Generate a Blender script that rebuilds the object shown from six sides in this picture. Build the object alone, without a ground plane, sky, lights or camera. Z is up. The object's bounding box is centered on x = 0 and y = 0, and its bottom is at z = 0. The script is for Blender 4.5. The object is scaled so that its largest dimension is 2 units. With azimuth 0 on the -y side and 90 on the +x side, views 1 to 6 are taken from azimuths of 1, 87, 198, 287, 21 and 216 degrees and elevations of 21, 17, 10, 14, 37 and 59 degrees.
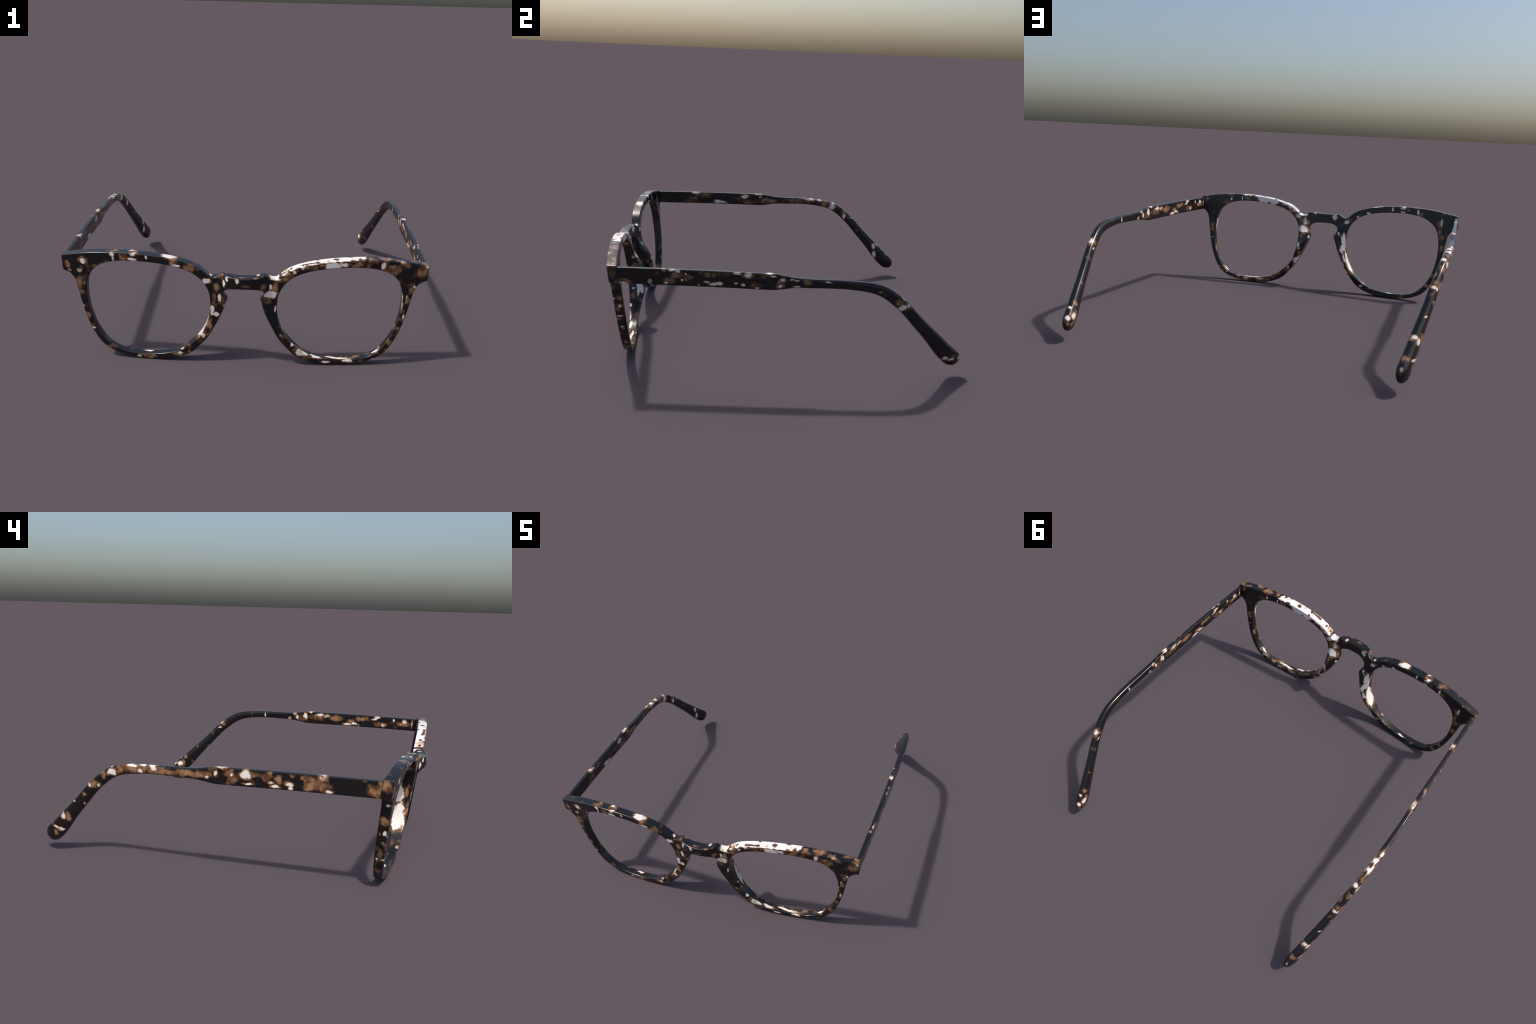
"""Tortoiseshell acetate eyeglass frame (no lenses), built procedurally.

Front: a plate cut from a closed outline with two lens openings, wrapped on a
shallow curved surface, with filleted edges, a forward-arched keyhole bridge and
moulded nose pads.  Temples: lofts of rounded sections along a bent spine.
"""
import bpy, math
import numpy as np
from mathutils import Vector
from mathutils.geometry import delaunay_2d_cdt

for o in list(bpy.data.objects):
    bpy.data.objects.remove(o, do_unlink=True)


# ------------------------------------------------------------------ helpers
def smoothstep(a, b, x):
    t = np.clip((np.asarray(x, float) - a) / (b - a), 0.0, 1.0)
    return t * t * (3 - 2 * t)


def catmull(points, closed=False, n=16):
    """Centripetal Catmull-Rom through 2D/3D points."""
    P = np.array(points, float)
    if closed:
        P = np.vstack([P[-1], P, P[0], P[1]])
    else:
        P = np.vstack([2 * P[0] - P[1], P, 2 * P[-1] - P[-2]])
    out = []
    for i in range(1, len(P) - 2):
        p0, p1, p2, p3 = P[i - 1:i + 3]
        t0 = 0.0
        t1 = t0 + max(np.linalg.norm(p1 - p0), 1e-6) ** 0.5
        t2 = t1 + max(np.linalg.norm(p2 - p1), 1e-6) ** 0.5
        t3 = t2 + max(np.linalg.norm(p3 - p2), 1e-6) ** 0.5
        for t in np.linspace(t1, t2, n, endpoint=False):
            a1 = (t1 - t) / (t1 - t0) * p0 + (t - t0) / (t1 - t0) * p1
            a2 = (t2 - t) / (t2 - t1) * p1 + (t - t1) / (t2 - t1) * p2
            a3 = (t3 - t) / (t3 - t2) * p2 + (t - t2) / (t3 - t2) * p3
            b1 = (t2 - t) / (t2 - t0) * a1 + (t - t0) / (t2 - t0) * a2
            b2 = (t3 - t) / (t3 - t1) * a2 + (t - t1) / (t3 - t1) * a3
            out.append((t2 - t) / (t2 - t1) * b1 + (t - t1) / (t2 - t1) * b2)
    if not closed:
        out.append(P[-2])
    return np.array(out)


def resample(P, step, closed=False):
    P = np.asarray(P, float)
    if closed:
        P = np.vstack([P, P[:1]])
    L = np.concatenate([[0], np.cumsum(np.linalg.norm(np.diff(P, axis=0), axis=1))])
    n = max(int(round(L[-1] / step)), 2)
    s = np.linspace(0, L[-1], n + 1)
    Q = np.stack([np.interp(s, L, P[:, k]) for k in range(P.shape[1])], 1)
    return Q[:-1] if closed else Q


def smooth_loop(P, times, closed=True):
    P = P.copy()
    for _ in range(times):
        P = 0.25 * np.roll(P, 1, 0) + 0.5 * P + 0.25 * np.roll(P, -1, 0)
    return P


# ------------------------------------------------------- front: the outline
# right half, (x, z); each list is one smooth run between two corners
BRIDGE_TOP = [(0, .5425), (.03, .543), (.068, .5455), (.095, .549), (.1105, .5515)]
BRIDGE_STEP = [(.1105, .5515), (.125, .540), (.142, .5310), (.156, .5275), (.167, .5275)]
BROW = [(.167, .5275), (.180, .537), (.194, .549), (.212, .565), (.232, .579), (.270, .597), (.310, .610),
        (.353, .621), (.425, .633), (.500, .6405), (.589, .645), (.672, .644), (.756, .639),
        (.841, .629), (.900, .619), (.948, .610)]
END_FACE = [(.948, .610), (.950, .565), (.948, .520)]
UNDERSIDE = [(.948, .520), (.922, .513), (.900, .493), (.885, .462), (.878, .416), (.870, .365),
             (.859, .305), (.842, .234), (.819, .168), (.790, .108), (.768, .078), (.735, .050),
             (.690, .028), (.640, .013), (.573, .0035), (.500, .000), (.435, .0015), (.378, .014),
             (.314, .037), (.270, .066), (.241, .098), (.203, .142), (.173, .190), (.155, .227),
             (.126, .287), (.107, .335), (.0975, .370), (.0970, .392), (.1015, .414), (.1055, .432),
             (.1050, .446), (.099, .458), (.086, .468), (.066, .475), (.040, .479), (0, .480)]
LENS = [(.173, .360), (.1735, .393), (.176, .420), (.183, .448), (.199, .482), (.221, .512),
        (.255, .541), (.290, .560), (.333, .575), (.375, .585), (.430, .594), (.485, .599),
        (.548, .602), (.608, .601), (.672, .594), (.728, .578), (.770, .553), (.800, .523),
        (.818, .485), (.829, .440), (.8335, .395), (.833, .355), (.829, .305), (.818, .250),
        (.800, .192), (.776, .142), (.750, .103), (.722, .074), (.685, .051), (.640, .037),
        (.570, .029), (.500, .029), (.430, .038), (.370, .055), (.325, .078), (.285, .109),
        (.248, .145), (.222, .180), (.203, .217), (.189, .256), (.179, .295), (.174, .330)]

STEP = .006
right = []
for run in (BRIDGE_TOP, BRIDGE_STEP, BROW, END_FACE, UNDERSIDE):
    q = resample(catmull(run), STEP)
    right.append(q[:-1])
right.append(np.array([UNDERSIDE[-1]]))
right = np.vstack(right)
left = right[1:-1][::-1] * [-1, 1]
outer = smooth_loop(np.vstack([right, left]), 1)          # clockwise seen from the front
lens_r = smooth_loop(resample(catmull(LENS, True), STEP, True), 2)
lens_l = lens_r[::-1] * [-1, 1]


def area2(P):
    x, z = P[:, 0], P[:, 1]
    return np.sum(x * np.roll(z, -1) - np.roll(x, -1) * z)


def oriented(P, sign):
    return P if area2(P) * sign > 0 else P[::-1]


outer = oriented(outer, 1)       # counter-clockwise, material on its left
lens_r = oriented(lens_r, -1)    # clockwise, material on its left too
lens_l = oriented(lens_l, -1)


def out_normals(P):
    """2D normals that point away from the material (to the right of travel)."""
    d = np.roll(P, -1, 0) - P
    d /= np.linalg.norm(d, axis=1)[:, None]
    n = np.stack([d[:, 1], -d[:, 0]], 1)
    m = n + np.roll(n, 1, 0)
    return m / np.linalg.norm(m, axis=1)[:, None]


# ------------------------------------------- front: depth of the two faces
def face_front(x, z):
    ax = np.abs(x)
    arch = .041 * np.clip(1 - (ax / .115) ** 2.6, 0, None) * smoothstep(.40, .46, z)
    return -.8935 - .117 * z + .066 * x * x - arch


lens_z = LENS


def rim_inner_x(z):
    """lens-side edge of the nose part of the rim at height z"""
    zz = [.038, .055, .078, .109, .145, .180, .217, .256, .295, .330, .360, .393, .420, .448, .482, .512]
    xx = [.430, .370, .325, .285, .248, .222, .203, .189, .179, .174, .173, .1735, .176, .183, .199, .221]
    return np.interp(z, zz, xx)


def rim_outer_x(z):
    zz = [.0015, .014, .037, .066, .098, .142, .190, .227, .287, .335, .370, .392, .414, .432]
    xx = [.435, .378, .314, .270, .241, .203, .173, .155, .126, .107, .0975, .0970, .1015, .1055]
    return np.interp(z, zz, xx)


def pad_height(z):
    zz = [.05, .08, .12, .175, .21, .25, .29, .34, .385, .42, .455, .49]
    bb = [.001, .006, .022, .040, .051, .061, .066, .056, .034, .015, .005, 0]
    return np.interp(z, zz, bb)


PAD_ZS = np.linspace(0, .55, 111)
PAD_TAB = np.convolve(np.pad(pad_height(PAD_ZS), 4, mode='edge'), np.ones(9) / 9, mode='valid')


def pad_bump(x, z):
    ax = np.abs(x)
    xi, xo = rim_inner_x(z), rim_outer_x(z)
    u = np.clip((ax - xo) / np.maximum(xi - xo, 1e-4), 0, 1.15)
    side = 1 - smoothstep(.36, .44, ax)
    return np.interp(z, PAD_ZS, PAD_TAB) * (np.power(np.minimum(u, .7) / .7 + .02, .45) * (1 - .45 * smoothstep(.62, 1.1, u))) * side


def face_back(x, z):
    ax = np.abs(x)
    flat = -.8455 - .104 * z + .063 * x * x
    recess = .036 * (1 - smoothstep(.02, .19, ax)) * smoothstep(.40, .47, z)
    return flat - recess + pad_bump(x, z)


def flare(x, z, f):
    """nose pads swell towards the nose at mid height, more so at the back"""
    ax = np.abs(x)
    w = np.exp(-((z - .392) / .024) ** 2) * (1 - smoothstep(.10, .15, ax)) * smoothstep(.05, .09, ax)
    return -np.sign(x) * .011 * w * f


def grad_normal(fun, x, z, sign):
    e = 1e-3
    gx = (fun(x + e, z) - fun(x - e, z)) / (2 * e)
    gz = (fun(x, z + e) - fun(x, z - e)) / (2 * e)
    n = np.stack([-gx, np.ones_like(gx), -gz], 1) * sign
    return n / np.linalg.norm(n, axis=1)[:, None]


# ------------------------------------------------------- front: build mesh
verts, normals, faces = [], [], []


def add(v, n):
    base = len(verts)
    verts.extend(map(tuple, v))
    normals.extend(map(tuple, n))
    return np.arange(base, base + len(v))


FILLET, FSEG, WSEG = .0065, 4, 10


lens_r = lens_r - out_normals(lens_r) * -.0022          # openings drawn a touch tighter
lens_l = lens_l - out_normals(lens_l) * -.0022
for lens in (lens_r, lens_l):
    lens[:, 1] += .0018 * (1 - smoothstep(.08, .25, lens[:, 1]))


def build_wall(P):
    """fillet - wall - fillet strip along one loop; returns the two cap loops"""
    N2 = out_normals(P)
    n3 = np.stack([N2[:, 0], np.zeros(len(P)), N2[:, 1]], 1)
    rings = []
    fr0 = face_front(P[:, 0], P[:, 1])
    bk0 = face_back(P[:, 0], P[:, 1])

    def ring(off, y, n, f):
        Q = P - N2 * off
        X = Q[:, 0] + flare(Q[:, 0], Q[:, 1], f)
        v = np.stack([X, y, Q[:, 1]], 1)
        rings.append((add(v, n / np.linalg.norm(n, axis=1)[:, None]), Q))
    for k in range(FSEG + 1):                      # front fillet
        a = math.pi / 2 * k / FSEG
        off = FILLET * (1 - math.sin(a))
        Q = P - N2 * off
        y = face_front(Q[:, 0], Q[:, 1]) + FILLET * (1 - math.cos(a))
        nf = grad_normal(face_front, Q[:, 0], Q[:, 1], -1)
        ring(off, y, nf * math.cos(a) + n3 * math.sin(a), 0.0)
    for k in range(1, WSEG):                       # wall
        f = k / WSEG
        y = (fr0 + FILLET) * (1 - f) + (bk0 - FILLET) * f
        ring(0, y, n3, float(smoothstep(.1, .8, f)))
    for k in range(FSEG + 1):                      # back fillet
        a = math.pi / 2 * (1 - k / FSEG)
        off = FILLET * (1 - math.sin(a))
        Q = P - N2 * off
        y = face_back(Q[:, 0], Q[:, 1]) - FILLET * (1 - math.cos(a))
        nb = grad_normal(face_back, Q[:, 0], Q[:, 1], 1)
        ring(off, y, nb * math.cos(a) + n3 * math.sin(a), 1.0)
    n = len(P)
    for (ra, _), (rb, _) in zip(rings[:-1], rings[1:]):
        for i in range(n):
            j = (i + 1) % n
            faces.append((ra[i], ra[j], rb[j], rb[i]))
    return rings[0], rings[-1]


caps = [build_wall(P) for P in (outer, lens_r, lens_l)]


def inside(P, pts):
    x, y = pts[:, 0], pts[:, 1]
    c = np.zeros(len(pts), bool)
    a, b = P, np.roll(P, -1, 0)
    for (x1, y1), (x2, y2) in zip(a, b):
        hit = (y1 > y) != (y2 > y)
        with np.errstate(divide='ignore', invalid='ignore'):
            xc = (x2 - x1) * (y - y1) / (y2 - y1) + x1
        c ^= hit & (x < xc)
    return c


def build_cap(which, fun, sign):
    loops = [c[which] for c in caps]
    pts, ids, edges = [], [], []
    for vid, Q in loops:
        b = len(pts)
        pts += [tuple(q) for q in Q]
        ids += list(vid)
        edges += [(b + i, b + (i + 1) % len(Q)) for i in range(len(Q))]
    allp = np.array(pts)
    g = .010
    gx = np.arange(-.96, .961, g)
    gz = np.arange(0, .66, g * .866)
    grid = np.array([(x + (g / 2 if k % 2 else 0), z) for k, z in enumerate(gz) for x in gx])
    keep = inside(loops[0][1], grid) & ~inside(loops[1][1], grid) & ~inside(loops[2][1], grid)
    grid = grid[keep]
    dmin = np.array([np.min(np.sum((allp - q) ** 2, 1)) for q in grid])
    grid = grid[dmin > (g * .55) ** 2]
    X = grid[:, 0] + flare(grid[:, 0], grid[:, 1], 0.0 if sign < 0 else 1.0)
    v = np.stack([X, fun(grid[:, 0], grid[:, 1]), grid[:, 1]], 1)
    gid = add(v, grad_normal(fun, grid[:, 0], grid[:, 1], sign))
    co = [Vector(p) for p in pts] + [Vector(p) for p in grid]
    ids += list(gid)
    res = delaunay_2d_cdt(co, edges, [], 0, 1e-7)
    rv, rf, orig = res[0], res[2], res[3]
    cen = np.array([np.mean([rv[i] for i in tri], axis=0) for tri in rf])
    ok = inside(loops[0][1], cen) & ~inside(loops[1][1], cen) & ~inside(loops[2][1], cen)
    for tri, good in zip(rf, ok):
        if good:
            t = [ids[orig[i][0]] for i in tri]
            faces.append(tuple(t if sign < 0 else t[::-1]))


build_cap(0, face_front, -1)
build_cap(1, face_back, 1)

V = np.array(verts)
Nn = np.array(normals)
V[:, 2] -= V[:, 2].min()
F = []
for f in faces:                                   # wind every face along its normals
    p = V[list(f)]
    g = np.cross(p[1] - p[0], p[2] - p[0])
    F.append(f if g @ Nn[list(f)].mean(0) > 0 else f[::-1])


# --------------------------------------------------------------- materials
def patch_field(nt, coord, patches, blend=0.0):
    """smallest scaled distance to a set of ellipsoid colour inclusions"""
    last = None
    for (c, r) in patches:
        m = nt.nodes.new('ShaderNodeVectorMath')
        m.operation = 'MULTIPLY_ADD'
        m.inputs[1].default_value = [1 / k for k in r]
        m.inputs[2].default_value = [-a / k for a, k in zip(c, r)]
        nt.links.new(coord, m.inputs[0])
        ln = nt.nodes.new('ShaderNodeVectorMath')
        ln.operation = 'LENGTH'
        nt.links.new(m.outputs[0], ln.inputs[0])
        if last is None:
            last = ln.outputs['Value']
        else:
            mn = nt.nodes.new('ShaderNodeMath')
            mn.operation = 'SMOOTH_MIN' if blend else 'MINIMUM'
            mn.inputs[2].default_value = blend
            nt.links.new(last, mn.inputs[0])
            nt.links.new(ln.outputs['Value'], mn.inputs[1])
            last = mn.outputs[0]
    return last


def ramp(nt, src, a, b, lo=0.0, hi=1.0):
    m = nt.nodes.new('ShaderNodeMapRange')
    m.interpolation_type = 'SMOOTHSTEP'
    m.inputs['From Min'].default_value = a
    m.inputs['From Max'].default_value = b
    m.inputs['To Min'].default_value = lo
    m.inputs['To Max'].default_value = hi
    nt.links.new(src, m.inputs['Value'])
    return m.outputs[0]


def math_node(nt, op, a, b):
    m = nt.nodes.new('ShaderNodeMath')
    m.operation = op
    for i, s in enumerate((a, b)):
        if isinstance(s, (int, float)):
            m.inputs[i].default_value = s
        else:
            nt.links.new(s, m.inputs[i])
    return m.outputs[0]


def mix(nt, fac, a, b):
    m = nt.nodes.new('ShaderNodeMix')
    m.data_type = 'RGBA'
    nt.links.new(fac, m.inputs['Factor'])
    for s, v in (('A', a), ('B', b)):
        i = [k for k in m.inputs if k.name == s and k.type == 'RGBA'][0]
        if isinstance(v, tuple):
            i.default_value = v
        else:
            nt.links.new(v, i)
    return [k for k in m.outputs if k.type == 'RGBA'][0]


BLACK = (.0085, .0075, .008, 1)
BROWN = (.150, .078, .036, 1)
TAN = (.42, .27, .17, 1)
PALE = (.78, .74, .70, 1)


def tortoiseshell(name, white, brown, black, spots, brown_amount=0.0, soft=0.0):
    mat = bpy.data.materials.new(name)
    mat.use_nodes = True
    nt = mat.node_tree
    bsdf = nt.nodes['Principled BSDF']
    tc = nt.nodes.new('ShaderNodeTexCoord')
    coord = tc.outputs['Object']
    def noise(scale, detail=2.0, rough=.5):
        n = nt.nodes.new('ShaderNodeTexNoise')
        n.inputs['Scale'].default_value = scale
        n.inputs['Detail'].default_value = detail
        n.inputs['Roughness'].default_value = rough
        nt.links.new(coord, n.inputs['Vector'])
        return n

    # wobble the coordinates so that the inclusions get ragged borders
    w = noise(26, 2, .5)
    sub = nt.nodes.new('ShaderNodeVectorMath')
    sub.operation = 'SUBTRACT'
    sub.inputs[1].default_value = (.5, .5, .5)
    nt.links.new(w.outputs['Color'], sub.inputs[0])
    sc = nt.nodes.new('ShaderNodeVectorMath')
    sc.operation = 'MULTIPLY_ADD'
    sc.inputs[1].default_value = (.020, .020, .020)
    nt.links.new(sub.outputs[0], sc.inputs[0])
    nt.links.new(coord, sc.inputs[2])
    wob = sc.outputs[0]

    def ragged(d, scale, amount, detail=3):
        n = noise(scale, detail, .6).outputs['Fac']
        return math_node(nt, 'ADD', d, math_node(nt, 'MULTIPLY', math_node(nt, 'SUBTRACT', n, .5), amount))

    col_n = noise(26, 1, .5).outputs['Fac']
    brown_tone = mix(nt, ramp(nt, col_n, .36, .66), (.100, .045, .019, 1), (.320, .175, .088, 1))

    # soft brown clouds in black
    cloud = noise(15, 1, .5).outputs['Fac']
    fac = ramp(nt, cloud, .55 - brown_amount, .72 - brown_amount)
    if brown:
        d = ragged(patch_field(nt, wob, brown, .35), 34, 1.2, 1)
        fac = math_node(nt, 'MAXIMUM', fac, ramp(nt, d, 1.32, .50))
    if black:
        d = ragged(patch_field(nt, wob, black), 40, .8)
        fac = math_node(nt, 'MULTIPLY', fac, ramp(nt, d, .85, 1.15))
    col = mix(nt, fac, BLACK, brown_tone)

    # pale inclusions: sharp, each melting into the black through a brown and tan rim
    d = ragged(patch_field(nt, wob, white), 36, 1.0, 1)
    col = mix(nt, ramp(nt, d, 1.55, 1.05), col, (.150, .073, .033, 1))
    col = mix(nt, ramp(nt, d, 1.16, 1.0 - soft), col, TAN)
    tone = mix(nt, ramp(nt, noise(17, 1, .5).outputs['Fac'], .27, .40), (.50, .36, .25, 1), PALE)
    col = mix(nt, ramp(nt, d, 1.04 - soft * .3, .93 - soft * 1.2), col, tone)
    if spots:
        d = ragged(patch_field(nt, wob, spots), 60, .8, 1)
        col = mix(nt, ramp(nt, d, 1.2, .8), col, (.115, .050, .022, 1))
    # a few stray pale flecks
    vo = nt.nodes.new('ShaderNodeTexVoronoi')
    vo.inputs['Scale'].default_value = 21
    nt.links.new(wob, vo.inputs['Vector'])
    pick = nt.nodes.new('ShaderNodeSeparateColor')
    nt.links.new(vo.outputs['Color'], pick.inputs[0])
    sel = ramp(nt, pick.outputs['Red'], .965, .97)
    fleck = math_node(nt, 'MULTIPLY', ramp(nt, vo.outputs['Distance'], .34, .22), sel)
    col = mix(nt, fleck, col, (.42, .30, .20, 1))

    nt.links.new(col, bsdf.inputs['Base Color'])
    bsdf.inputs['Roughness'].default_value = .21
    bsdf.inputs['IOR'].default_value = 1.5
    bsdf.inputs['Specular IOR Level'].default_value = .5
    return mat


# inclusions of the sheet: (centre), (radii) of ellipsoids, in metres
PALE_FACE = [
    ((-0.835, -0.916, 0.584), (0.013, 0.007, 0.014)),
    ((-0.677, -0.937, 0.634), (0.013, 0.007, 0.008)),
    ((-0.675, -0.935, 0.612), (0.005, 0.005, 0.014)),
    ((-0.567, -0.938, 0.638), (0.020, 0.010, 0.008)),
    ((-0.578, -0.943, 0.612), (0.025, 0.005, 0.008)),
    ((-0.501, -0.950, 0.627), (0.006, 0.005, 0.011)),
    ((-0.385, -0.931, 0.626), (0.047, 0.022, 0.008)),
    ((-0.350, -0.954, 0.585), (0.019, 0.006, 0.006)),
    ((-0.190, -0.950, 0.507), (0.021, 0.007, 0.017)),
    ((-0.176, -0.923, 0.535), (0.007, 0.011, 0.007)),
    ((-0.126, -0.941, 0.413), (0.009, 0.007, 0.024)),
    ((-0.163, -0.930, 0.331), (0.010, 0.006, 0.029)),
    ((-0.141, -0.928, 0.309), (0.014, 0.006, 0.014)),
    ((-0.233, -0.870, 0.168), (0.007, 0.007, 0.007)),
    ((-0.214, -0.910, 0.171), (0.010, 0.007, 0.014)),
    ((-0.523, -0.844, 0.033), (0.023, 0.007, 0.007)),
    ((-0.342, -0.892, 0.052), (0.013, 0.007, 0.007)),
    ((-0.088, -0.976, 0.533), (0.006, 0.006, 0.013)),
    ((-0.034, -0.995, 0.528), (0.009, 0.007, 0.012)),
    ((-0.102, -0.962, 0.503), (0.014, 0.008, 0.020)),
    ((0.165, -0.937, 0.522), (0.035, 0.015, 0.015)),
    ((0.456, -0.951, 0.614), (0.067, 0.007, 0.017)),
    ((0.258, -0.956, 0.575), (0.012, 0.007, 0.013)),
    ((0.709, -0.932, 0.614), (0.012, 0.006, 0.022)),
    ((0.938, -0.905, 0.602), (0.006, 0.006, 0.007)),
    ((0.881, -0.899, 0.486), (0.006, 0.006, 0.008)),
    ((0.849, -0.896, 0.427), (0.005, 0.005, 0.013)),
    ((0.828, -0.886, 0.403), (0.007, 0.010, 0.050)),
    ((0.848, -0.881, 0.305), (0.006, 0.006, 0.013)),
    ((0.830, -0.876, 0.238), (0.005, 0.005, 0.005)),
    ((0.721, -0.848, 0.082), (0.026, 0.008, 0.022)),
    ((0.325, -0.894, 0.083), (0.037, 0.009, 0.022)),
    ((0.400, -0.880, 0.052), (0.045, 0.010, 0.012)),
    ((0.519, -0.857, 0.035), (0.069, 0.009, 0.009)),
    ((0.455, -0.882, 0.020), (0.022, 0.008, 0.008)),
    ((0.572, -0.875, 0.025), (0.023, 0.009, 0.009)),
    ((0.137, -0.949, 0.484), (0.008, 0.007, 0.019)),
    ((0.140, -0.945, 0.437), (0.032, 0.009, 0.021)),
    ((0.167, -0.933, 0.353), (0.005, 0.005, 0.021)),
    ((0.205, -0.857, 0.272), (0.033, 0.012, 0.117)),
    ((0.266, -0.899, 0.131), (0.011, 0.009, 0.012)),
    ((0.204, -0.886, 0.221), (0.006, 0.008, 0.007)),
]
PALE_REAR = [
    ((0.713, -0.877, 0.604), (0.009, 0.005, 0.012)),
    ((0.630, -0.885, 0.616), (0.005, 0.005, 0.014)),
    ((0.460, -0.896, 0.615), (0.058, 0.007, 0.018)),
    ((0.382, -0.899, 0.605), (0.030, 0.007, 0.019)),
    ((0.189, -0.898, 0.515), (0.019, 0.007, 0.011)),
    ((0.139, -0.900, 0.482), (0.013, 0.009, 0.025)),
    ((0.143, -0.883, 0.422), (0.033, 0.019, 0.029)),
    ((0.172, -0.850, 0.208), (0.023, 0.020, 0.031)),
    ((0.155, -0.818, 0.293), (0.007, 0.007, 0.007)),
    ((0.098, -0.870, 0.370), (0.009, 0.008, 0.014)),
    ((0.073, -0.943, 0.539), (0.011, 0.015, 0.009)),
    ((-0.085, -0.927, 0.527), (0.025, 0.009, 0.022)),
    ((-0.175, -0.897, 0.504), (0.017, 0.007, 0.013)),
    ((-0.252, -0.899, 0.547), (0.008, 0.006, 0.006)),
    ((-0.324, -0.900, 0.577), (0.010, 0.006, 0.006)),
    ((-0.120, -0.880, 0.421), (0.006, 0.009, 0.015)),
    ((-0.163, -0.857, 0.383), (0.013, 0.023, 0.035)),
    ((-0.166, -0.849, 0.317), (0.017, 0.040, 0.030)),
    ((-0.181, -0.828, 0.211), (0.012, 0.010, 0.033)),
    ((-0.219, -0.868, 0.211), (0.041, 0.036, 0.090)),
    ((-0.329, -0.899, 0.577), (0.018, 0.006, 0.007)),
    ((-0.496, -0.895, 0.622), (0.006, 0.005, 0.015)),
    ((-0.570, -0.888, 0.609), (0.021, 0.006, 0.006)),
    ((-0.564, -0.892, 0.635), (0.015, 0.007, 0.007)),
    ((-0.676, -0.881, 0.615), (0.008, 0.005, 0.020)),
    ((-0.840, -0.859, 0.559), (0.007, 0.006, 0.025)),
    ((-0.316, -0.843, 0.060), (0.014, 0.006, 0.006)),
    ((0.843, -0.833, 0.307), (0.006, 0.005, 0.005)),
    ((0.561, -0.829, 0.025), (0.020, 0.006, 0.006)),
    ((0.447, -0.836, 0.027), (0.019, 0.006, 0.006)),
    ((0.232, -0.831, 0.140), (0.011, 0.006, 0.011)),
    ((-0.890, -0.876, 0.475), (0.006, 0.010, 0.009)),
    ((-0.863, -0.870, 0.328), (0.006, 0.006, 0.012)),
    ((-0.814, -0.861, 0.179), (0.012, 0.011, 0.005)),
    ((-0.824, -0.836, 0.182), (0.005, 0.006, 0.011)),
    ((0.859, -0.860, 0.304), (0.007, 0.017, 0.007)),
    ((0.876, -0.883, 0.407), (0.005, 0.005, 0.005)),
    ((0.869, -0.854, 0.361), (0.005, 0.006, 0.009)),
    ((0.843, -0.853, 0.237), (0.005, 0.009, 0.007)),
    ((-0.572, -0.911, 0.635), (0.026, 0.023, 0.011)),
    ((-0.382, -0.919, 0.626), (0.045, 0.015, 0.011)),
    ((-0.172, -0.927, 0.532), (0.006, 0.012, 0.006)),
    ((0.180, -0.838, 0.202), (0.013, 0.022, 0.025)),
    ((0.160, -0.827, 0.311), (0.010, 0.014, 0.026)),
    ((-0.163, -0.867, 0.380), (0.013, 0.024, 0.039)),
    ((-0.166, -0.848, 0.317), (0.013, 0.032, 0.042)),
    ((-0.180, -0.824, 0.249), (0.015, 0.010, 0.024)),
    ((0.183, -0.849, 0.283), (0.013, 0.014, 0.019)),
    ((0.204, -0.838, 0.225), (0.017, 0.013, 0.040)),
    ((-0.177, -0.873, 0.351), (0.011, 0.018, 0.039)),
    ((-0.189, -0.873, 0.270), (0.011, 0.024, 0.041)),
    ((-0.235, -0.855, 0.170), (0.022, 0.011, 0.031)),
]
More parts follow.
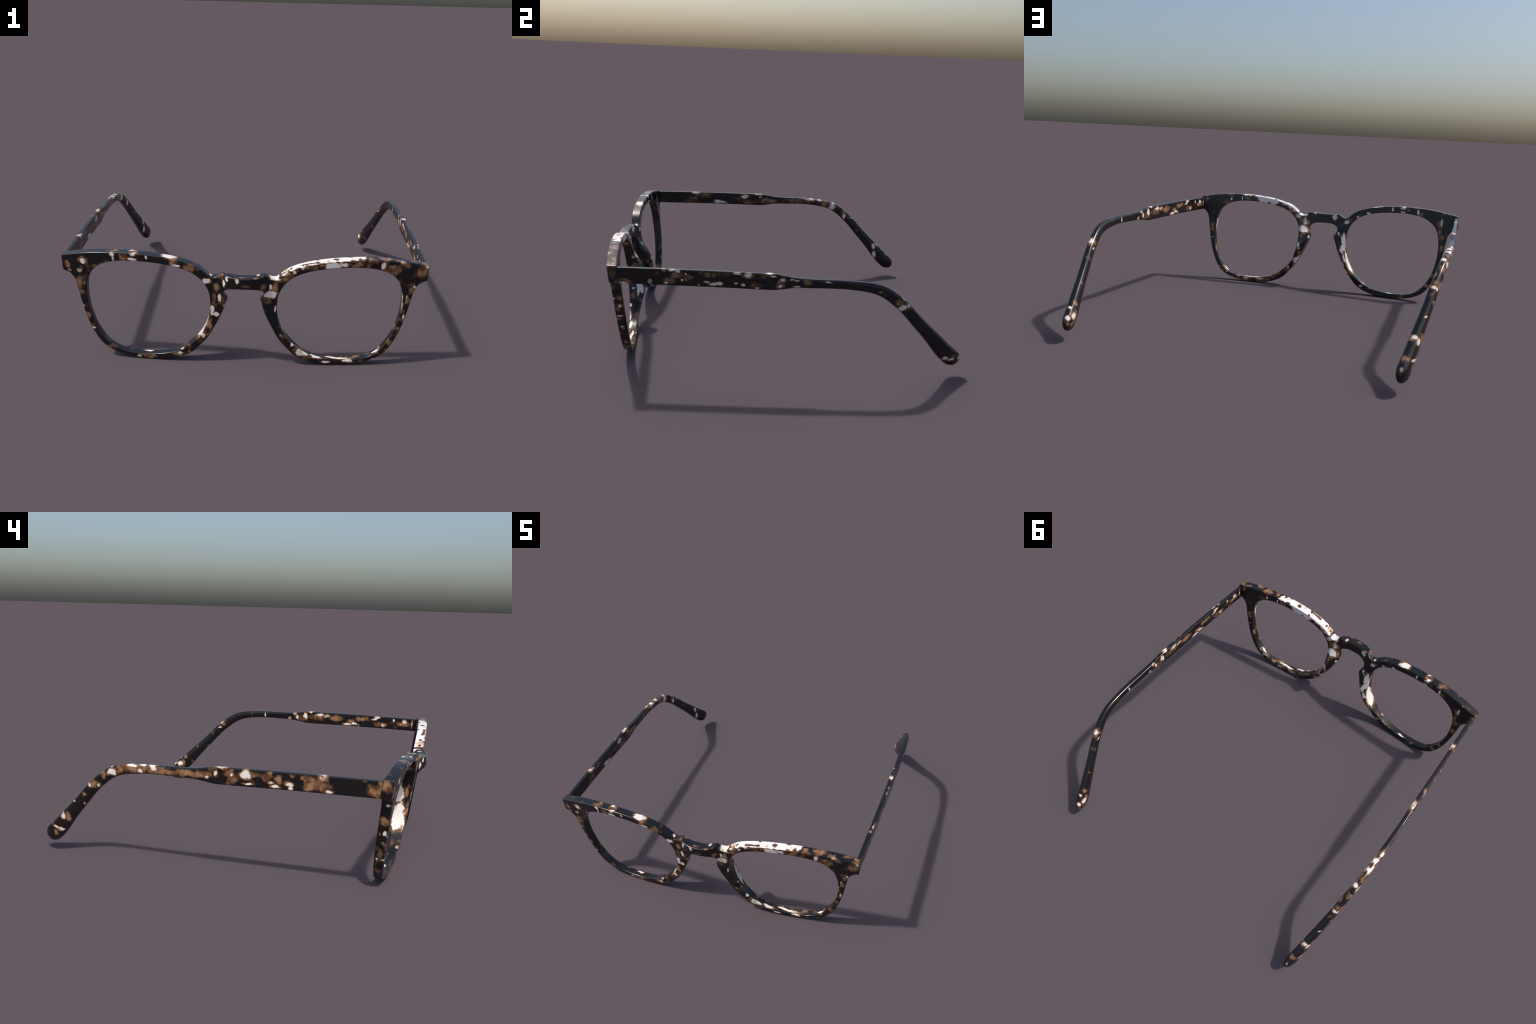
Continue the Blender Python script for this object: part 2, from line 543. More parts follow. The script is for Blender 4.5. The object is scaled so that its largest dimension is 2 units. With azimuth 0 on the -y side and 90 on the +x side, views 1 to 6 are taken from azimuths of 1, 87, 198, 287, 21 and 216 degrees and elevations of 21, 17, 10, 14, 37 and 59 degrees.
# the right brow is cut through one long pale streak that follows its top edge
PALE_BROW = [((x, -.915 + .03 * x, float(np.interp(x, [p[0] for p in BROW], [p[1] for p in BROW])) + .002),
              (.034 - .02 * max(0, x - .5) / .12, .070 - .03 * max(0, x - .5) / .12, .013 + .004 * math.sin(31 * x))) for x in np.arange(.165, .64, .040)]
FRONT_WHITE = PALE_FACE + PALE_REAR + PALE_BROW
BROWN_FACE = [
    ((-0.920, -0.902, 0.563), (0.015, 0.006, 0.025)),
    ((-0.835, -0.916, 0.589), (0.029, 0.006, 0.028)),
    ((-0.847, -0.910, 0.544), (0.011, 0.006, 0.012)),
    ((-0.861, -0.898, 0.462), (0.012, 0.006, 0.038)),
    ((-0.861, -0.891, 0.397), (0.012, 0.006, 0.017)),
    ((-0.908, -0.900, 0.527), (0.011, 0.006, 0.006)),
    ((-0.833, -0.876, 0.257), (0.011, 0.011, 0.023)),
    ((-0.815, -0.872, 0.194), (0.009, 0.009, 0.013)),
    ((-0.720, -0.864, 0.064), (0.023, 0.009, 0.014)),
    ((-0.515, -0.878, 0.022), (0.046, 0.009, 0.010)),
    ((-0.351, -0.891, 0.046), (0.038, 0.009, 0.014)),
    ((-0.617, -0.940, 0.621), (0.019, 0.009, 0.022)),
    ((-0.668, -0.913, 0.644), (0.050, 0.015, 0.011)),
    ((-0.282, -0.955, 0.575), (0.029, 0.009, 0.030)),
    ((-0.237, -0.956, 0.572), (0.009, 0.006, 0.006)),
    ((-0.139, -0.947, 0.472), (0.017, 0.009, 0.029)),
    ((-0.153, -0.939, 0.404), (0.009, 0.009, 0.033)),
    ((-0.108, -0.931, 0.397), (0.014, 0.012, 0.017)),
    ((-0.179, -0.919, 0.244), (0.015, 0.011, 0.056)),
    ((0.013, -0.992, 0.502), (0.025, 0.009, 0.009)),
    ((0.097, -0.964, 0.482), (0.028, 0.017, 0.021)),
    ((0.162, -0.947, 0.475), (0.017, 0.009, 0.041)),
    ((0.118, -0.939, 0.402), (0.022, 0.009, 0.029)),
    ((0.203, -0.912, 0.184), (0.012, 0.009, 0.011)),
    ((-0.111, -0.960, 0.543), (0.010, 0.006, 0.006)),
    ((-0.036, -0.991, 0.535), (0.014, 0.006, 0.010)),
    ((0.070, -0.984, 0.541), (0.017, 0.006, 0.006)),
    ((0.216, -0.953, 0.533), (0.028, 0.009, 0.021)),
    ((0.322, -0.956, 0.602), (0.035, 0.011, 0.012)),
    ((0.224, -0.953, 0.554), (0.036, 0.009, 0.014)),
    ((0.572, -0.942, 0.625), (0.039, 0.011, 0.022)),
    ((0.766, -0.923, 0.587), (0.050, 0.013, 0.028)),
    ((0.914, -0.905, 0.578), (0.037, 0.013, 0.032)),
    ((0.857, -0.892, 0.404), (0.009, 0.009, 0.025)),
    ((0.821, -0.865, 0.224), (0.016, 0.012, 0.039)),
    ((0.353, -0.890, 0.051), (0.038, 0.011, 0.012)),
    ((0.287, -0.897, 0.089), (0.015, 0.009, 0.028)),
    ((0.725, -0.863, 0.081), (0.018, 0.011, 0.013)),
    ((0.788, -0.866, 0.139), (0.015, 0.009, 0.027)),
    ((0.662, -0.935, 0.636), (0.028, 0.011, 0.011)),
]
BROWN_REAR = [
    ((0.721, -0.898, 0.640), (0.037, 0.024, 0.011)),
    ((0.929, -0.874, 0.614), (0.015, 0.015, 0.011)),
    ((0.646, -0.918, 0.645), (0.015, 0.016, 0.011)),
    ((0.908, -0.856, 0.590), (0.016, 0.009, 0.028)),
    ((0.751, -0.871, 0.583), (0.032, 0.009, 0.018)),
    ((0.581, -0.889, 0.621), (0.026, 0.006, 0.018)),
    ((0.306, -0.908, 0.596), (0.038, 0.010, 0.016)),
    ((0.239, -0.901, 0.559), (0.028, 0.009, 0.024)),
    ((0.164, -0.889, 0.468), (0.012, 0.009, 0.028)),
    ((0.119, -0.907, 0.479), (0.019, 0.009, 0.024)),
    ((0.131, -0.867, 0.403), (0.024, 0.012, 0.023)),
    ((0.157, -0.850, 0.377), (0.018, 0.013, 0.015)),
    ((0.155, -0.828, 0.263), (0.013, 0.018, 0.022)),
    ((-0.133, -0.867, 0.405), (0.016, 0.010, 0.014)),
    ((-0.158, -0.826, 0.261), (0.011, 0.015, 0.018)),
    ((0.849, -0.842, 0.400), (0.016, 0.006, 0.018)),
    ((0.811, -0.845, 0.228), (0.008, 0.021, 0.029)),
    ((0.748, -0.829, 0.094), (0.013, 0.011, 0.012)),
    ((0.364, -0.842, 0.056), (0.029, 0.013, 0.015)),
    ((0.402, -0.838, 0.029), (0.026, 0.009, 0.012)),
    ((-0.608, -0.889, 0.623), (0.014, 0.006, 0.023)),
    ((-0.659, -0.903, 0.641), (0.027, 0.021, 0.006)),
    ((-0.260, -0.900, 0.556), (0.012, 0.006, 0.009)),
    ((-0.845, -0.850, 0.457), (0.023, 0.006, 0.023)),
    ((-0.853, -0.840, 0.384), (0.016, 0.006, 0.023)),
    ((-0.880, -0.847, 0.476), (0.006, 0.006, 0.012)),
    ((-0.949, -0.874, 0.577), (0.011, 0.024, 0.029)),
    ((-0.873, -0.867, 0.384), (0.011, 0.023, 0.023)),
    ((-0.847, -0.868, 0.274), (0.009, 0.012, 0.014)),
    ((-0.832, -0.849, 0.203), (0.009, 0.011, 0.021)),
    ((-0.863, -0.847, 0.325), (0.006, 0.006, 0.019)),
    ((-0.876, -0.855, 0.404), (0.009, 0.013, 0.014)),
    ((0.949, -0.876, 0.571), (0.009, 0.017, 0.022)),
    ((0.877, -0.858, 0.414), (0.009, 0.017, 0.016)),
    ((0.866, -0.864, 0.345), (0.009, 0.014, 0.021)),
    ((0.841, -0.850, 0.232), (0.009, 0.010, 0.018)),
    ((0.800, -0.840, 0.128), (0.009, 0.015, 0.016)),
    ((-0.658, -0.905, 0.641), (0.025, 0.021, 0.013)),
    ((-0.176, -0.904, 0.356), (0.009, 0.012, 0.031)),
    ((-0.194, -0.910, 0.240), (0.012, 0.010, 0.029)),
]
FRONT_BROWN = BROWN_FACE + BROWN_REAR
FRONT_BLACK = [
    ((0.534, -0.947, 0.626), (0.029, 0.008, 0.010)),
    ((0.403, -0.953, 0.601), (0.016, 0.005, 0.005)),
    ((0.836, -0.912, 0.556), (0.037, 0.012, 0.060)),
    ((0.854, -0.888, 0.365), (0.014, 0.008, 0.031)),
    ((-0.222, -0.954, 0.546), (0.010, 0.010, 0.010)),
    ((-0.164, -0.946, 0.464), (0.009, 0.008, 0.024)),
    ((-0.130, -0.934, 0.356), (0.012, 0.010, 0.025)),
    ((0.157, -0.930, 0.325), (0.014, 0.014, 0.035)),
    ((0.512, -0.879, 0.020), (0.032, 0.006, 0.012)),
    ((0.131, -0.842, 0.337), (0.019, 0.015, 0.045)),
    ((0.857, -0.857, 0.556), (0.060, 0.012, 0.046)),
    ((0.539, -0.891, 0.615), (0.024, 0.006, 0.014)),
    ((0.392, -0.898, 0.600), (0.018, 0.005, 0.006)),
    ((-0.875, -0.906, 0.537), (0.031, 0.010, 0.015)),
    ((-0.725, -0.930, 0.612), (0.041, 0.010, 0.015)),
    ((-0.785, -0.868, 0.592), (0.036, 0.012, 0.031)),
    ((-0.426, -0.897, 0.613), (0.049, 0.010, 0.010)),
    ((0.038, -0.989, 0.519), (0.032, 0.012, 0.022)),
    ((-0.069, -0.978, 0.500), (0.027, 0.012, 0.019)),
    ((-0.006, -0.934, 0.519), (0.050, 0.012, 0.013)),
    ((-0.150, -0.888, 0.456), (0.027, 0.011, 0.028)),
    ((-0.876, -0.879, 0.432), (0.008, 0.015, 0.025)),
    ((-0.869, -0.857, 0.358), (0.008, 0.012, 0.013)),
    ((-0.803, -0.851, 0.146), (0.020, 0.019, 0.031)),
]
FRONT_SPOT = [
    ((0.471, -0.927, 0.638), (0.013, 0.014, 0.007)),
    ((0.375, -0.906, 0.623), (0.012, 0.007, 0.007)),
    ((0.241, -0.934, 0.584), (0.010, 0.014, 0.007)),
    ((0.300, -0.942, 0.607), (0.009, 0.012, 0.007)),
    ((0.242, -0.935, 0.584), (0.010, 0.013, 0.007)),
    ((0.201, -0.931, 0.555), (0.010, 0.013, 0.009)),
    ((0.375, -0.946, 0.625), (0.012, 0.013, 0.007)),
    ((0.551, -0.899, 0.639), (0.023, 0.010, 0.007)),
    ((0.469, -0.926, 0.638), (0.016, 0.017, 0.007)),
    ((0.335, -0.943, 0.616), (0.055, 0.009, 0.013)),
]
LEFT_WHITE = [
    ((-0.972, -0.207, 0.575), (0.011, 0.028, 0.022)),
    ((-0.949, -0.582, 0.590), (0.011, 0.028, 0.014)),
    ((-0.964, -0.424, 0.547), (0.007, 0.023, 0.008)),
    ((-0.964, -0.430, 0.530), (0.007, 0.010, 0.012)),
    ((-0.967, -0.354, 0.529), (0.008, 0.026, 0.008)),
    ((-0.956, -0.612, 0.526), (0.007, 0.021, 0.009)),
    ((-0.972, -0.219, 0.529), (0.006, 0.022, 0.006)),
    ((-0.968, -0.328, 0.545), (0.005, 0.012, 0.007)),
    ((-0.968, -0.084, 0.596), (0.009, 0.030, 0.009)),
    ((-0.978, -0.058, 0.569), (0.007, 0.009, 0.014)),
    ((-0.980, -0.014, 0.544), (0.007, 0.009, 0.009)),
    ((-0.975, -0.135, 0.566), (0.006, 0.007, 0.009)),
    ((-0.980, 0.271, 0.563), (0.010, 0.034, 0.015)),
    ((-0.984, 0.391, 0.565), (0.011, 0.040, 0.011)),
    ((-0.978, 0.338, 0.573), (0.009, 0.015, 0.009)),
    ((-0.980, 0.509, 0.521), (0.009, 0.035, 0.018)),
    ((-0.982, 0.489, 0.517), (0.007, 0.010, 0.013)),
    ((-0.988, 0.341, 0.544), (0.008, 0.018, 0.017)),
    ((-0.953, 0.652, 0.430), (0.011, 0.011, 0.011)),
    ((-0.964, 0.593, 0.436), (0.008, 0.011, 0.010)),
    ((-0.905, 0.852, 0.222), (0.011, 0.022, 0.015)),
    ((-0.896, 0.910, 0.151), (0.008, 0.031, 0.007)),
    ((-0.903, 0.866, 0.142), (0.007, 0.018, 0.012)),
    ((-0.922, 0.770, 0.320), (0.008, 0.012, 0.005)),
    ((-0.936, 0.695, 0.318), (0.006, 0.005, 0.010)),
    ((-0.936, -0.573, 0.598), (0.009, 0.031, 0.009)),
    ((-0.956, -0.087, 0.595), (0.009, 0.031, 0.009)),
    ((-0.942, -0.384, 0.531), (0.008, 0.055, 0.009)),
    ((-0.941, -0.404, 0.543), (0.006, 0.028, 0.007)),
    ((-0.948, -0.191, 0.579), (0.007, 0.028, 0.017)),
    ((-0.958, 0.318, 0.567), (0.007, 0.040, 0.007)),
    ((-0.957, 0.388, 0.560), (0.007, 0.028, 0.010)),
    ((-0.947, 0.501, 0.524), (0.010, 0.028, 0.028)),
    ((-0.925, 0.597, 0.450), (0.007, 0.015, 0.023)),
    ((-0.925, 0.650, 0.440), (0.008, 0.008, 0.007)),
    ((-0.865, 0.835, 0.228), (0.011, 0.015, 0.021)),
    ((-0.861, 0.847, 0.164), (0.009, 0.019, 0.030)),
    ((-0.972, 0.327, 0.571), (0.014, 0.021, 0.011)),
    ((-0.970, 0.391, 0.568), (0.013, 0.012, 0.011)),
    ((-0.962, 0.506, 0.546), (0.013, 0.014, 0.013)),
    ((-0.935, 0.661, 0.438), (0.015, 0.013, 0.013)),
    ((-0.886, 0.860, 0.237), (0.023, 0.014, 0.014)),
]
LEFT_BROWN = [
    ((-0.969, -0.302, 0.568), (0.012, 0.030, 0.018)),
    ((-0.966, -0.368, 0.565), (0.012, 0.024, 0.020)),
    ((-0.961, -0.438, 0.592), (0.010, 0.014, 0.013)),
    ((-0.954, -0.501, 0.584), (0.012, 0.032, 0.023)),
    ((-0.958, -0.584, 0.548), (0.012, 0.025, 0.029)),
    ((-0.948, -0.824, 0.550), (0.012, 0.038, 0.032)),
    ((-0.943, -0.838, 0.587), (0.010, 0.014, 0.020)),
    ((-0.971, -0.243, 0.578), (0.012, 0.037, 0.014)),
    ((-0.960, -0.535, 0.571), (0.010, 0.018, 0.018)),
    ((-0.960, -0.527, 0.546), (0.010, 0.043, 0.022)),
    ((-0.956, -0.623, 0.552), (0.010, 0.011, 0.011)),
    ((-0.982, 0.333, 0.551), (0.014, 0.145, 0.026)),
    ((-0.981, 0.447, 0.540), (0.014, 0.054, 0.026)),
    ((-0.988, 0.186, 0.548), (0.012, 0.073, 0.016)),
    ((-0.985, 0.092, 0.554), (0.012, 0.072, 0.019)),
    ((-0.981, -0.001, 0.557), (0.012, 0.047, 0.018)),
    ((-0.970, -0.046, 0.573), (0.012, 0.031, 0.028)),
    ((-0.975, -0.130, 0.558), (0.012, 0.035, 0.038)),
    ((-0.958, 0.616, 0.438), (0.012, 0.050, 0.020)),
    ((-0.943, 0.700, 0.373), (0.007, 0.020, 0.010)),
    ((-0.917, 0.812, 0.224), (0.010, 0.022, 0.031)),
    ((-0.902, 0.876, 0.141), (0.010, 0.025, 0.016)),
    ((-0.895, 0.912, 0.117), (0.007, 0.017, 0.019)),
    ((-0.973, 0.557, 0.494), (0.007, 0.022, 0.016)),
    ((-0.934, -0.602, 0.543), (0.010, 0.047, 0.024)),
    ((-0.942, -0.504, 0.585), (0.010, 0.059, 0.023)),
    ((-0.949, -0.155, 0.539), (0.010, 0.048, 0.018)),
    ((-0.952, -0.005, 0.548), (0.010, 0.072, 0.024)),
    ((-0.960, 0.237, 0.559), (0.012, 0.145, 0.020)),
    ((-0.953, 0.450, 0.542), (0.012, 0.060, 0.023)),
    ((-0.932, 0.593, 0.462), (0.010, 0.025, 0.038)),
    ((-0.972, 0.246, 0.577), (0.014, 0.014, 0.014)),
    ((-0.975, 0.457, 0.556), (0.014, 0.014, 0.014)),
    ((-0.960, 0.568, 0.505), (0.014, 0.024, 0.016)),
    ((-0.860, 0.938, 0.162), (0.024, 0.024, 0.018)),
    ((-0.954, -0.512, 0.602), (0.010, 0.018, 0.010)),
    ((-0.962, -0.321, 0.579), (0.007, 0.022, 0.029)),
]
LEFT_BLACK = [
    ((-0.953, -0.704, 0.557), (0.014, 0.087, 0.033)),
    ((-0.962, -0.472, 0.556), (0.010, 0.024, 0.022)),
    ((-0.970, -0.269, 0.546), (0.008, 0.025, 0.022)),
    ((-0.978, 0.486, 0.546), (0.006, 0.009, 0.006)),
    ((-0.977, -0.092, 0.542), (0.010, 0.026, 0.022)),
    ((-0.936, 0.729, 0.356), (0.020, 0.028, 0.033)),
    ((-0.898, 0.896, 0.172), (0.010, 0.033, 0.021)),
    ((-0.885, 0.948, 0.113), (0.012, 0.032, 0.030)),
    ((-0.929, -0.720, 0.565), (0.012, 0.108, 0.035)),
    ((-0.896, 0.723, 0.321), (0.020, 0.020, 0.031)),
    ((-0.842, 0.923, 0.131), (0.012, 0.039, 0.041)),
]
RIGHT_WHITE = [
    ((0.954, -0.577, 0.600), (0.007, 0.021, 0.007)),
    ((0.958, -0.545, 0.595), (0.007, 0.011, 0.010)),
    ((0.967, -0.364, 0.536), (0.007, 0.029, 0.008)),
    ((0.965, -0.400, 0.544), (0.006, 0.018, 0.006)),
    ((0.968, -0.338, 0.538), (0.007, 0.018, 0.009)),
    ((0.957, -0.606, 0.530), (0.007, 0.014, 0.008)),
    ((0.960, -0.526, 0.550), (0.005, 0.006, 0.006)),
    ((0.969, -0.246, 0.595), (0.007, 0.023, 0.007)),
    ((0.972, -0.191, 0.587), (0.007, 0.025, 0.014)),
    ((0.970, -0.084, 0.597), (0.008, 0.025, 0.008)),
    ((0.978, -0.062, 0.585), (0.005, 0.014, 0.005)),
    ((0.971, -0.251, 0.539), (0.005, 0.009, 0.005)),
    ((0.972, -0.212, 0.534), (0.005, 0.009, 0.007)),
    ((0.975, -0.143, 0.525), (0.006, 0.011, 0.007)),
    ((0.980, -0.013, 0.570), (0.007, 0.015, 0.009)),
    ((0.979, -0.024, 0.537), (0.007, 0.013, 0.013)),
    ((0.947, -0.823, 0.523), (0.005, 0.029, 0.005)),
    ((0.961, -0.505, 0.584), (0.005, 0.006, 0.005)),
    ((0.982, 0.033, 0.573), (0.005, 0.010, 0.005)),
    ((0.983, 0.059, 0.568), (0.005, 0.014, 0.005)),
    ((0.983, 0.058, 0.538), (0.005, 0.018, 0.005)),
    ((0.988, 0.217, 0.567), (0.005, 0.021, 0.005)),
    ((0.960, 0.620, 0.429), (0.008, 0.026, 0.020)),
    ((0.953, 0.651, 0.434), (0.007, 0.012, 0.009)),
    ((0.889, 0.935, 0.103), (0.008, 0.025, 0.011)),
    ((0.896, 0.904, 0.112), (0.007, 0.014, 0.009)),
    ((0.871, 0.984, 0.106), (0.007, 0.007, 0.012)),
    ((0.956, -0.074, 0.597), (0.009, 0.015, 0.009)),
    ((0.935, -0.578, 0.593), (0.008, 0.022, 0.008)),
    ((0.935, -0.558, 0.580), (0.006, 0.020, 0.008)),
    ((0.943, -0.358, 0.530), (0.008, 0.032, 0.009)),
    ((0.941, -0.410, 0.535), (0.008, 0.023, 0.010)),
    ((0.933, -0.625, 0.544), (0.005, 0.021, 0.014)),
    ((0.928, -0.743, 0.555), (0.005, 0.010, 0.007)),
    ((0.926, -0.773, 0.574), (0.005, 0.019, 0.014)),
    ((0.930, -0.698, 0.584), (0.005, 0.006, 0.012)),
    ((0.924, -0.829, 0.571), (0.005, 0.005, 0.030)),
    ((0.949, -0.148, 0.580), (0.007, 0.030, 0.012)),
    ((0.951, -0.045, 0.561), (0.005, 0.009, 0.023)),
    ((0.953, 0.026, 0.553), (0.005, 0.009, 0.017)),
    ((0.947, -0.201, 0.577), (0.006, 0.021, 0.011)),
    ((0.956, 0.277, 0.554), (0.005, 0.005, 0.020)),
    ((0.860, 0.932, 0.174), (0.013, 0.010, 0.009)),
    ((0.845, 0.975, 0.128), (0.013, 0.011, 0.017)),
    ((0.837, 0.933, 0.132), (0.009, 0.023, 0.020)),
    ((0.939, 0.620, 0.473), (0.015, 0.023, 0.021)),
    ((0.918, 0.634, 0.433), (0.006, 0.015, 0.006)),
    ((0.952, -0.033, 0.571), (0.005, 0.011, 0.018)),
]
RIGHT_BROWN = [
    ((0.958, -0.584, 0.543), (0.008, 0.032, 0.017)),
    ((0.961, -0.500, 0.564), (0.008, 0.032, 0.017)),
    ((0.959, -0.551, 0.575), (0.008, 0.039, 0.020)),
    ((0.966, -0.384, 0.582), (0.008, 0.032, 0.014)),
    ((0.962, -0.300, 0.588), (0.008, 0.026, 0.015)),
    ((0.975, -0.150, 0.537), (0.008, 0.029, 0.015)),
    ((0.975, -0.113, 0.586), (0.008, 0.019, 0.013)),
    ((0.948, -0.816, 0.533), (0.008, 0.038, 0.014)),
    ((0.979, -0.027, 0.538), (0.008, 0.026, 0.017)),
    ((0.963, -0.432, 0.593), (0.006, 0.016, 0.010)),
    ((0.981, 0.115, 0.560), (0.010, 0.032, 0.019)),
    ((0.982, 0.492, 0.518), (0.006, 0.013, 0.011)),
    ((0.965, 0.598, 0.458), (0.008, 0.021, 0.021)),
    ((0.953, 0.642, 0.428), (0.010, 0.033, 0.021)),
    ((0.889, 0.907, 0.186), (0.006, 0.009, 0.008)),
    ((0.886, 0.952, 0.119), (0.006, 0.016, 0.014)),
    ((0.894, 0.886, 0.113), (0.006, 0.010, 0.015)),
    ((0.953, -0.006, 0.548), (0.008, 0.050, 0.021)),
    ((0.949, -0.144, 0.560), (0.008, 0.049, 0.019)),
    ((0.946, -0.270, 0.564), (0.008, 0.048, 0.021)),
    ((0.939, -0.460, 0.574), (0.008, 0.037, 0.017)),
    ((0.934, -0.583, 0.546), (0.008, 0.028, 0.019)),
    ((0.927, -0.765, 0.562), (0.006, 0.054, 0.018)),
    ((0.942, -0.385, 0.554), (0.008, 0.028, 0.013)),
    ((0.936, 0.628, 0.465), (0.016, 0.023, 0.023)),
    ((0.924, 0.603, 0.461), (0.010, 0.013, 0.014)),
    ((0.844, 0.909, 0.133), (0.010, 0.017, 0.028)),
    ((0.840, 0.954, 0.101), (0.010, 0.040, 0.018)),
    ((0.876, 0.803, 0.276), (0.005, 0.006, 0.008)),
]
RIGHT_BLACK = [
    ((0.952, -0.719, 0.561), (0.012, 0.090, 0.031)),
    ((0.964, -0.442, 0.549), (0.008, 0.032, 0.028)),
    ((0.986, 0.345, 0.556), (0.012, 0.118, 0.012)),
    ((0.923, 0.751, 0.256), (0.020, 0.032, 0.032)),
    ((0.933, -0.736, 0.586), (0.007, 0.054, 0.018)),
    ((0.956, 0.300, 0.551), (0.012, 0.079, 0.019)),
    ((0.895, 0.771, 0.274), (0.026, 0.040, 0.041)),
]
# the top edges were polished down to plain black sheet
FRONT_BLACK += [((x, -.93, .548), (.045, .05, .012)) for x in (-.06, 0, .06)]
FRONT_BLACK += [((x, -.905, float(np.interp(-x, [p[0] for p in BROW], [p[1] for p in BROW])) + .006), (.075, .045, .010))
                for x in (-.22, -.36, -.60, -.86)]
LEFT_BLACK += [((-.956 if y < .2 else -.966, y, .606 if y < -.05 else .578), (.030, .16, .011)) for y in (-.70, -.45, -.20, .12)]
RIGHT_BLACK += [((.956 if y < .2 else .966, y, .606 if y < -.05 else .578), (.030, .16, .011)) for y in (-.70, -.45, -.20, .12, .30)]

front_mat = tortoiseshell('front_acetate', FRONT_WHITE, FRONT_BROWN, FRONT_BLACK, FRONT_SPOT)
left_temple_mat = tortoiseshell('left_temple_acetate', LEFT_WHITE, LEFT_BROWN, LEFT_BLACK, [], -.08, .22)
right_temple_mat = tortoiseshell('right_temple_acetate', RIGHT_WHITE, RIGHT_BROWN, RIGHT_BLACK, [], -.08, .22)

# ------------------------------------------------------------------ objects
root = bpy.data.objects.new('eyeglasses', None)
root.empty_display_size = .1
bpy.context.scene.collection.objects.link(root)
root['label'] = 'black brown and white tortoiseshell eyeglass frame without lenses'
root['category'] = 'glasses'


def make_part(name, mask_faces, Vv, Nv, mat, parent):
    used = sorted({i for f in mask_faces for i in f})
    remap = {o: k for k, o in enumerate(used)}
    me = bpy.data.meshes.new(name)
    me.from_pydata([tuple(Vv[i]) for i in used], [], [[remap[i] for i in f] for f in mask_faces])
    me.polygons.foreach_set('use_smooth', [True] * len(me.polygons))
    me.materials.append(mat)
    me.update()
    me.normals_split_custom_set_from_vertices([tuple(Nv[i]) for i in used])
    ob = bpy.data.objects.new(name, me)
    bpy.context.scene.collection.objects.link(ob)
    ob.parent = parent
    return ob


groups = {}
for f in F:
    c = V[list(f)].mean(0)
    ax = abs(c[0])
    s = 'r' if c[0] > 0 else 'l'
    flat = -.8905 - .117 * c[2] + .066 * c[0] ** 2
    if ax < .1135 and c[2] > .455:
        key = ('bridge', '')
    elif .09 < c[2] < .445 and ax < .30 and c[1] - flat > .036:
        key = ('nose_pad', s)
    elif ax > .872 and c[2] > .462:
        key = ('end_piece', s)
    else:
        key = ('rim', s)
    groups.setdefault(key, []).append(f)
for (kind, s), fl in sorted(groups.items()):
    make_part(kind, fl, V, Nn, front_mat, root)

# ------------------------------------------------------------------ temples
SPINE = [(.9345, -.8555, .5605), (.953, -.41, .560), (.964, -.075, .5555), (.9705, .125, .554),
         (.9715, .335, .5495), (.963, .491, .523), (.943, .609, .445), (.9135, .735, .315),
         (.890, .826, .223), (.872, .898, .150), (.8500, .987, .072)]
spine = resample(catmull(SPINE, n=24), .007)
arc = np.concatenate([[0], np.cumsum(np.linalg.norm(np.diff(spine, axis=0), axis=1))])
total = arc[-1]
ys = spine[:, 1]
# half height and half thickness against y, section squareness against y
HH = np.interp(ys, [-.85, -.12, -.05, 0, .046, .10, .20, .33, .42, .50, .58, .70, .78, .85, .91, .97],
               [.0430, .0435, .0432, .0350, .0275, .0248, .0235, .0235, .026, .029, .031, .0325, .036, .0415, .0455, .046])
TT = np.interp(ys, [-.85, -.30, 0, .15, .33, .48, .60, .75, .85, .93, .97],
               [.0115, .0120, .0138, .0160, .0180, .0195, .0205, .0225, .0255, .0275, .0275])
EX = np.interp(ys, [-.85, -.06, .10, .35, .97], [9, 8, 5, 3.0, 2.5])
k = np.ones(7) / 7
HH = np.convolve(np.pad(HH, 2, mode='edge'), np.ones(5) / 5, mode='valid')
TT = np.convolve(np.pad(TT, 3, mode='edge'), k, mode='valid')

tv, tf = [], []
RING = 48
tang = np.gradient(spine, axis=0)
tang /= np.linalg.norm(tang, axis=1)[:, None]
rows = []


HEEL = np.interp(ys, [.76, .82, .87, .91, .95, .985], [0, .002, .006, .0075, .006, .003])   # swelling under the tip


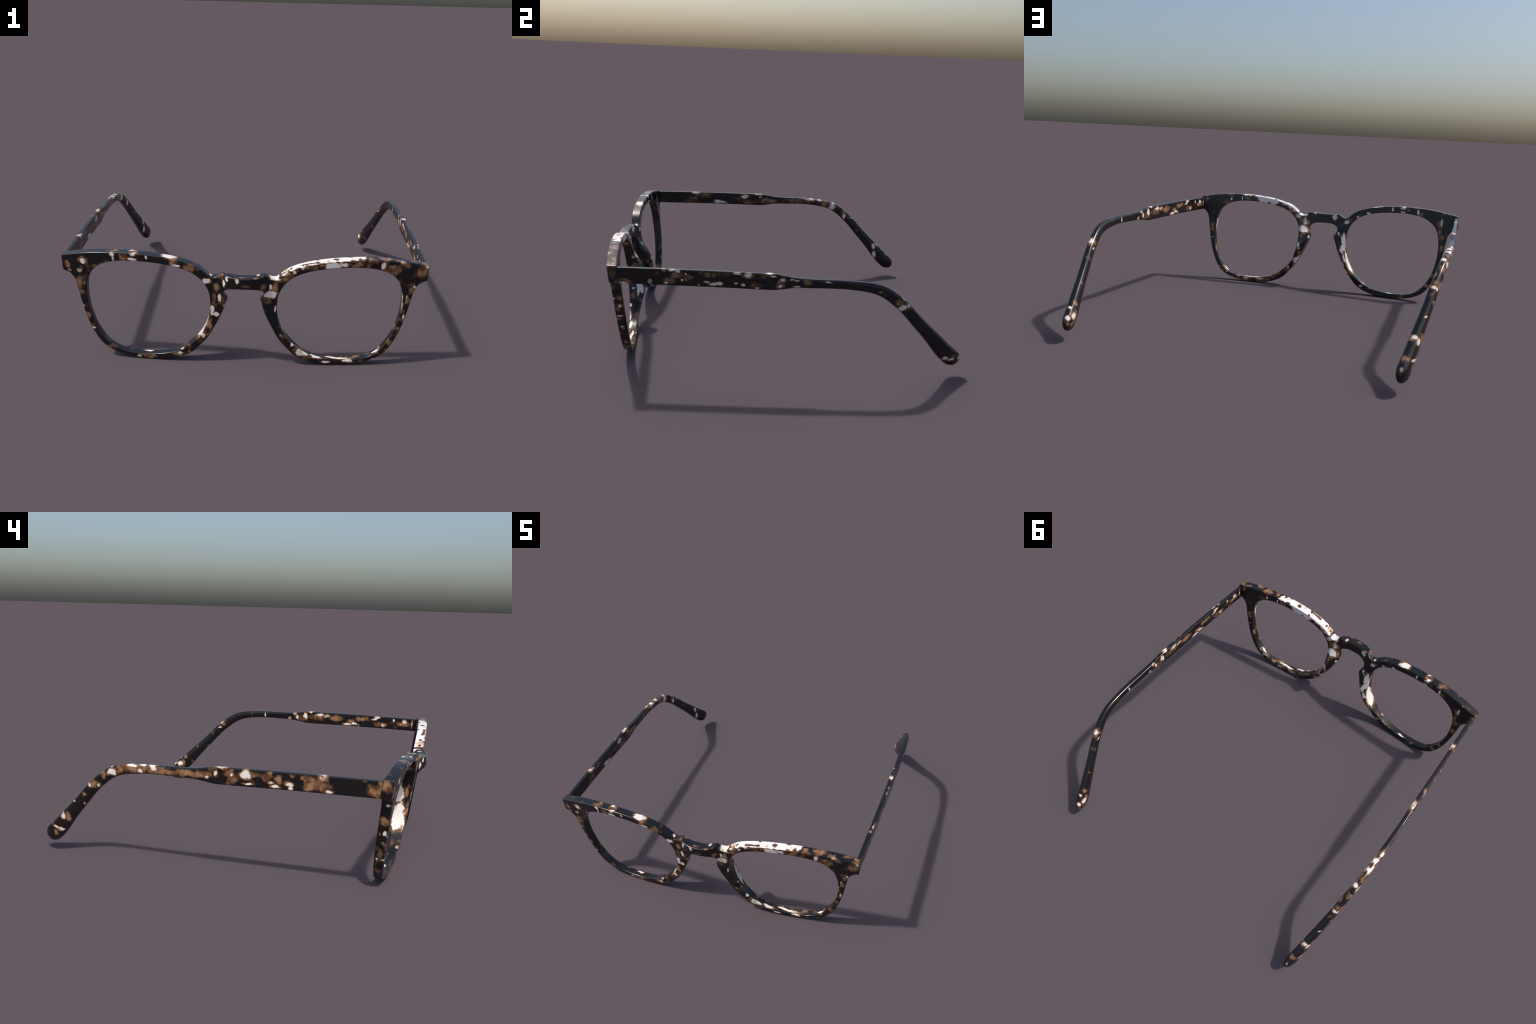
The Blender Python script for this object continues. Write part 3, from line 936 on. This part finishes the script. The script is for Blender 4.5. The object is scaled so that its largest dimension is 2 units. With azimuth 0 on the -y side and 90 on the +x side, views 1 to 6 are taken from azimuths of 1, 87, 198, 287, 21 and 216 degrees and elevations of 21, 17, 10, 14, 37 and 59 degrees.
def section(center, t, hh, tt, ex, scale=1.0, heel=0.0):
    side = np.cross(t, [0, 0, 1.0])
    side /= np.linalg.norm(side)
    up = np.cross(side, t)
    ids = []
    for i in range(RING):
        a = 2 * math.pi * (i + .5) / RING
        c, s = math.cos(a), math.sin(a)
        # rays spread so that corners are well sampled
        px = math.copysign(abs(c) ** (2 / ex), c) * tt * scale
        pz = math.copysign(abs(s) ** (2 / ex), s) * (hh + (heel if s < 0 else -heel * .25)) * scale
        ids.append(len(tv))
        tv.append(center + side * px + up * pz)
    return ids


# chamfered butt end against the front
rows.append(section(spine[0], tang[0], HH[0] - .003, TT[0] - .003, EX[0]))
rows.append(section(spine[0] + tang[0] * .001, tang[0], HH[0] - .001, TT[0] - .001, EX[0]))
END = .062
body = [i for i in range(1, len(spine)) if arc[i] < total - END]
for i in body:
    rows.append(section(spine[i], tang[i], HH[i], TT[i], EX[i], 1.0, HEEL[i]))
for j in range(1, 15):                                  # rounded tip
    a = math.pi / 2 * j / 14
    s = total - END + END * math.sin(a)
    c = np.array([np.interp(s, arc, spine[:, q]) for q in range(3)])
    i = int(np.searchsorted(arc, s).clip(0, len(spine) - 1))
    rows.append(section(c, tang[i], HH[i], TT[i], EX[i], max(math.cos(a), .02), HEEL[i]))
for ra, rb in zip(rows[:-1], rows[1:]):
    for i in range(RING):
        j = (i + 1) % RING
        tf.append((ra[i], ra[j], rb[j], rb[i]))
tf.append(tuple(rows[0][::-1]))
tf.append(tuple(rows[-1]))
TV = np.array(tv)


def vertex_normals(P, Fs):
    n = np.zeros_like(P)
    for f in Fs:
        if len(f) > 4:
            continue
        p = P[list(f)]
        g = np.cross(p[2] - p[0], p[3] - p[1])
        for i in f:
            n[i] += g / max(np.linalg.norm(g), 1e-12)
    return n / np.maximum(np.linalg.norm(n, axis=1), 1e-9)[:, None]


TN = vertex_normals(TV, tf)
mid = TV[rows[40]].mean(0)
if (TV[rows[40][0]] - mid) @ TN[rows[40][0]] < 0:
    TN = -TN
    tf = [f[::-1] for f in tf]
for s in (1, -1):
    P = TV * [s, 1, 1]
    N3 = TN * [s, 1, 1]
    Fs = tf if s > 0 else [f[::-1] for f in tf]
    body_f = [f for f in Fs if P[list(f)].mean(0)[1] < .47]
    tip_f = [f for f in Fs if P[list(f)].mean(0)[1] >= .47]
    acetate = right_temple_mat if s > 0 else left_temple_mat
    temple = make_part('temple', body_f, P, N3, acetate, root)
    make_part('temple_tip', tip_f, P, N3, acetate, temple)
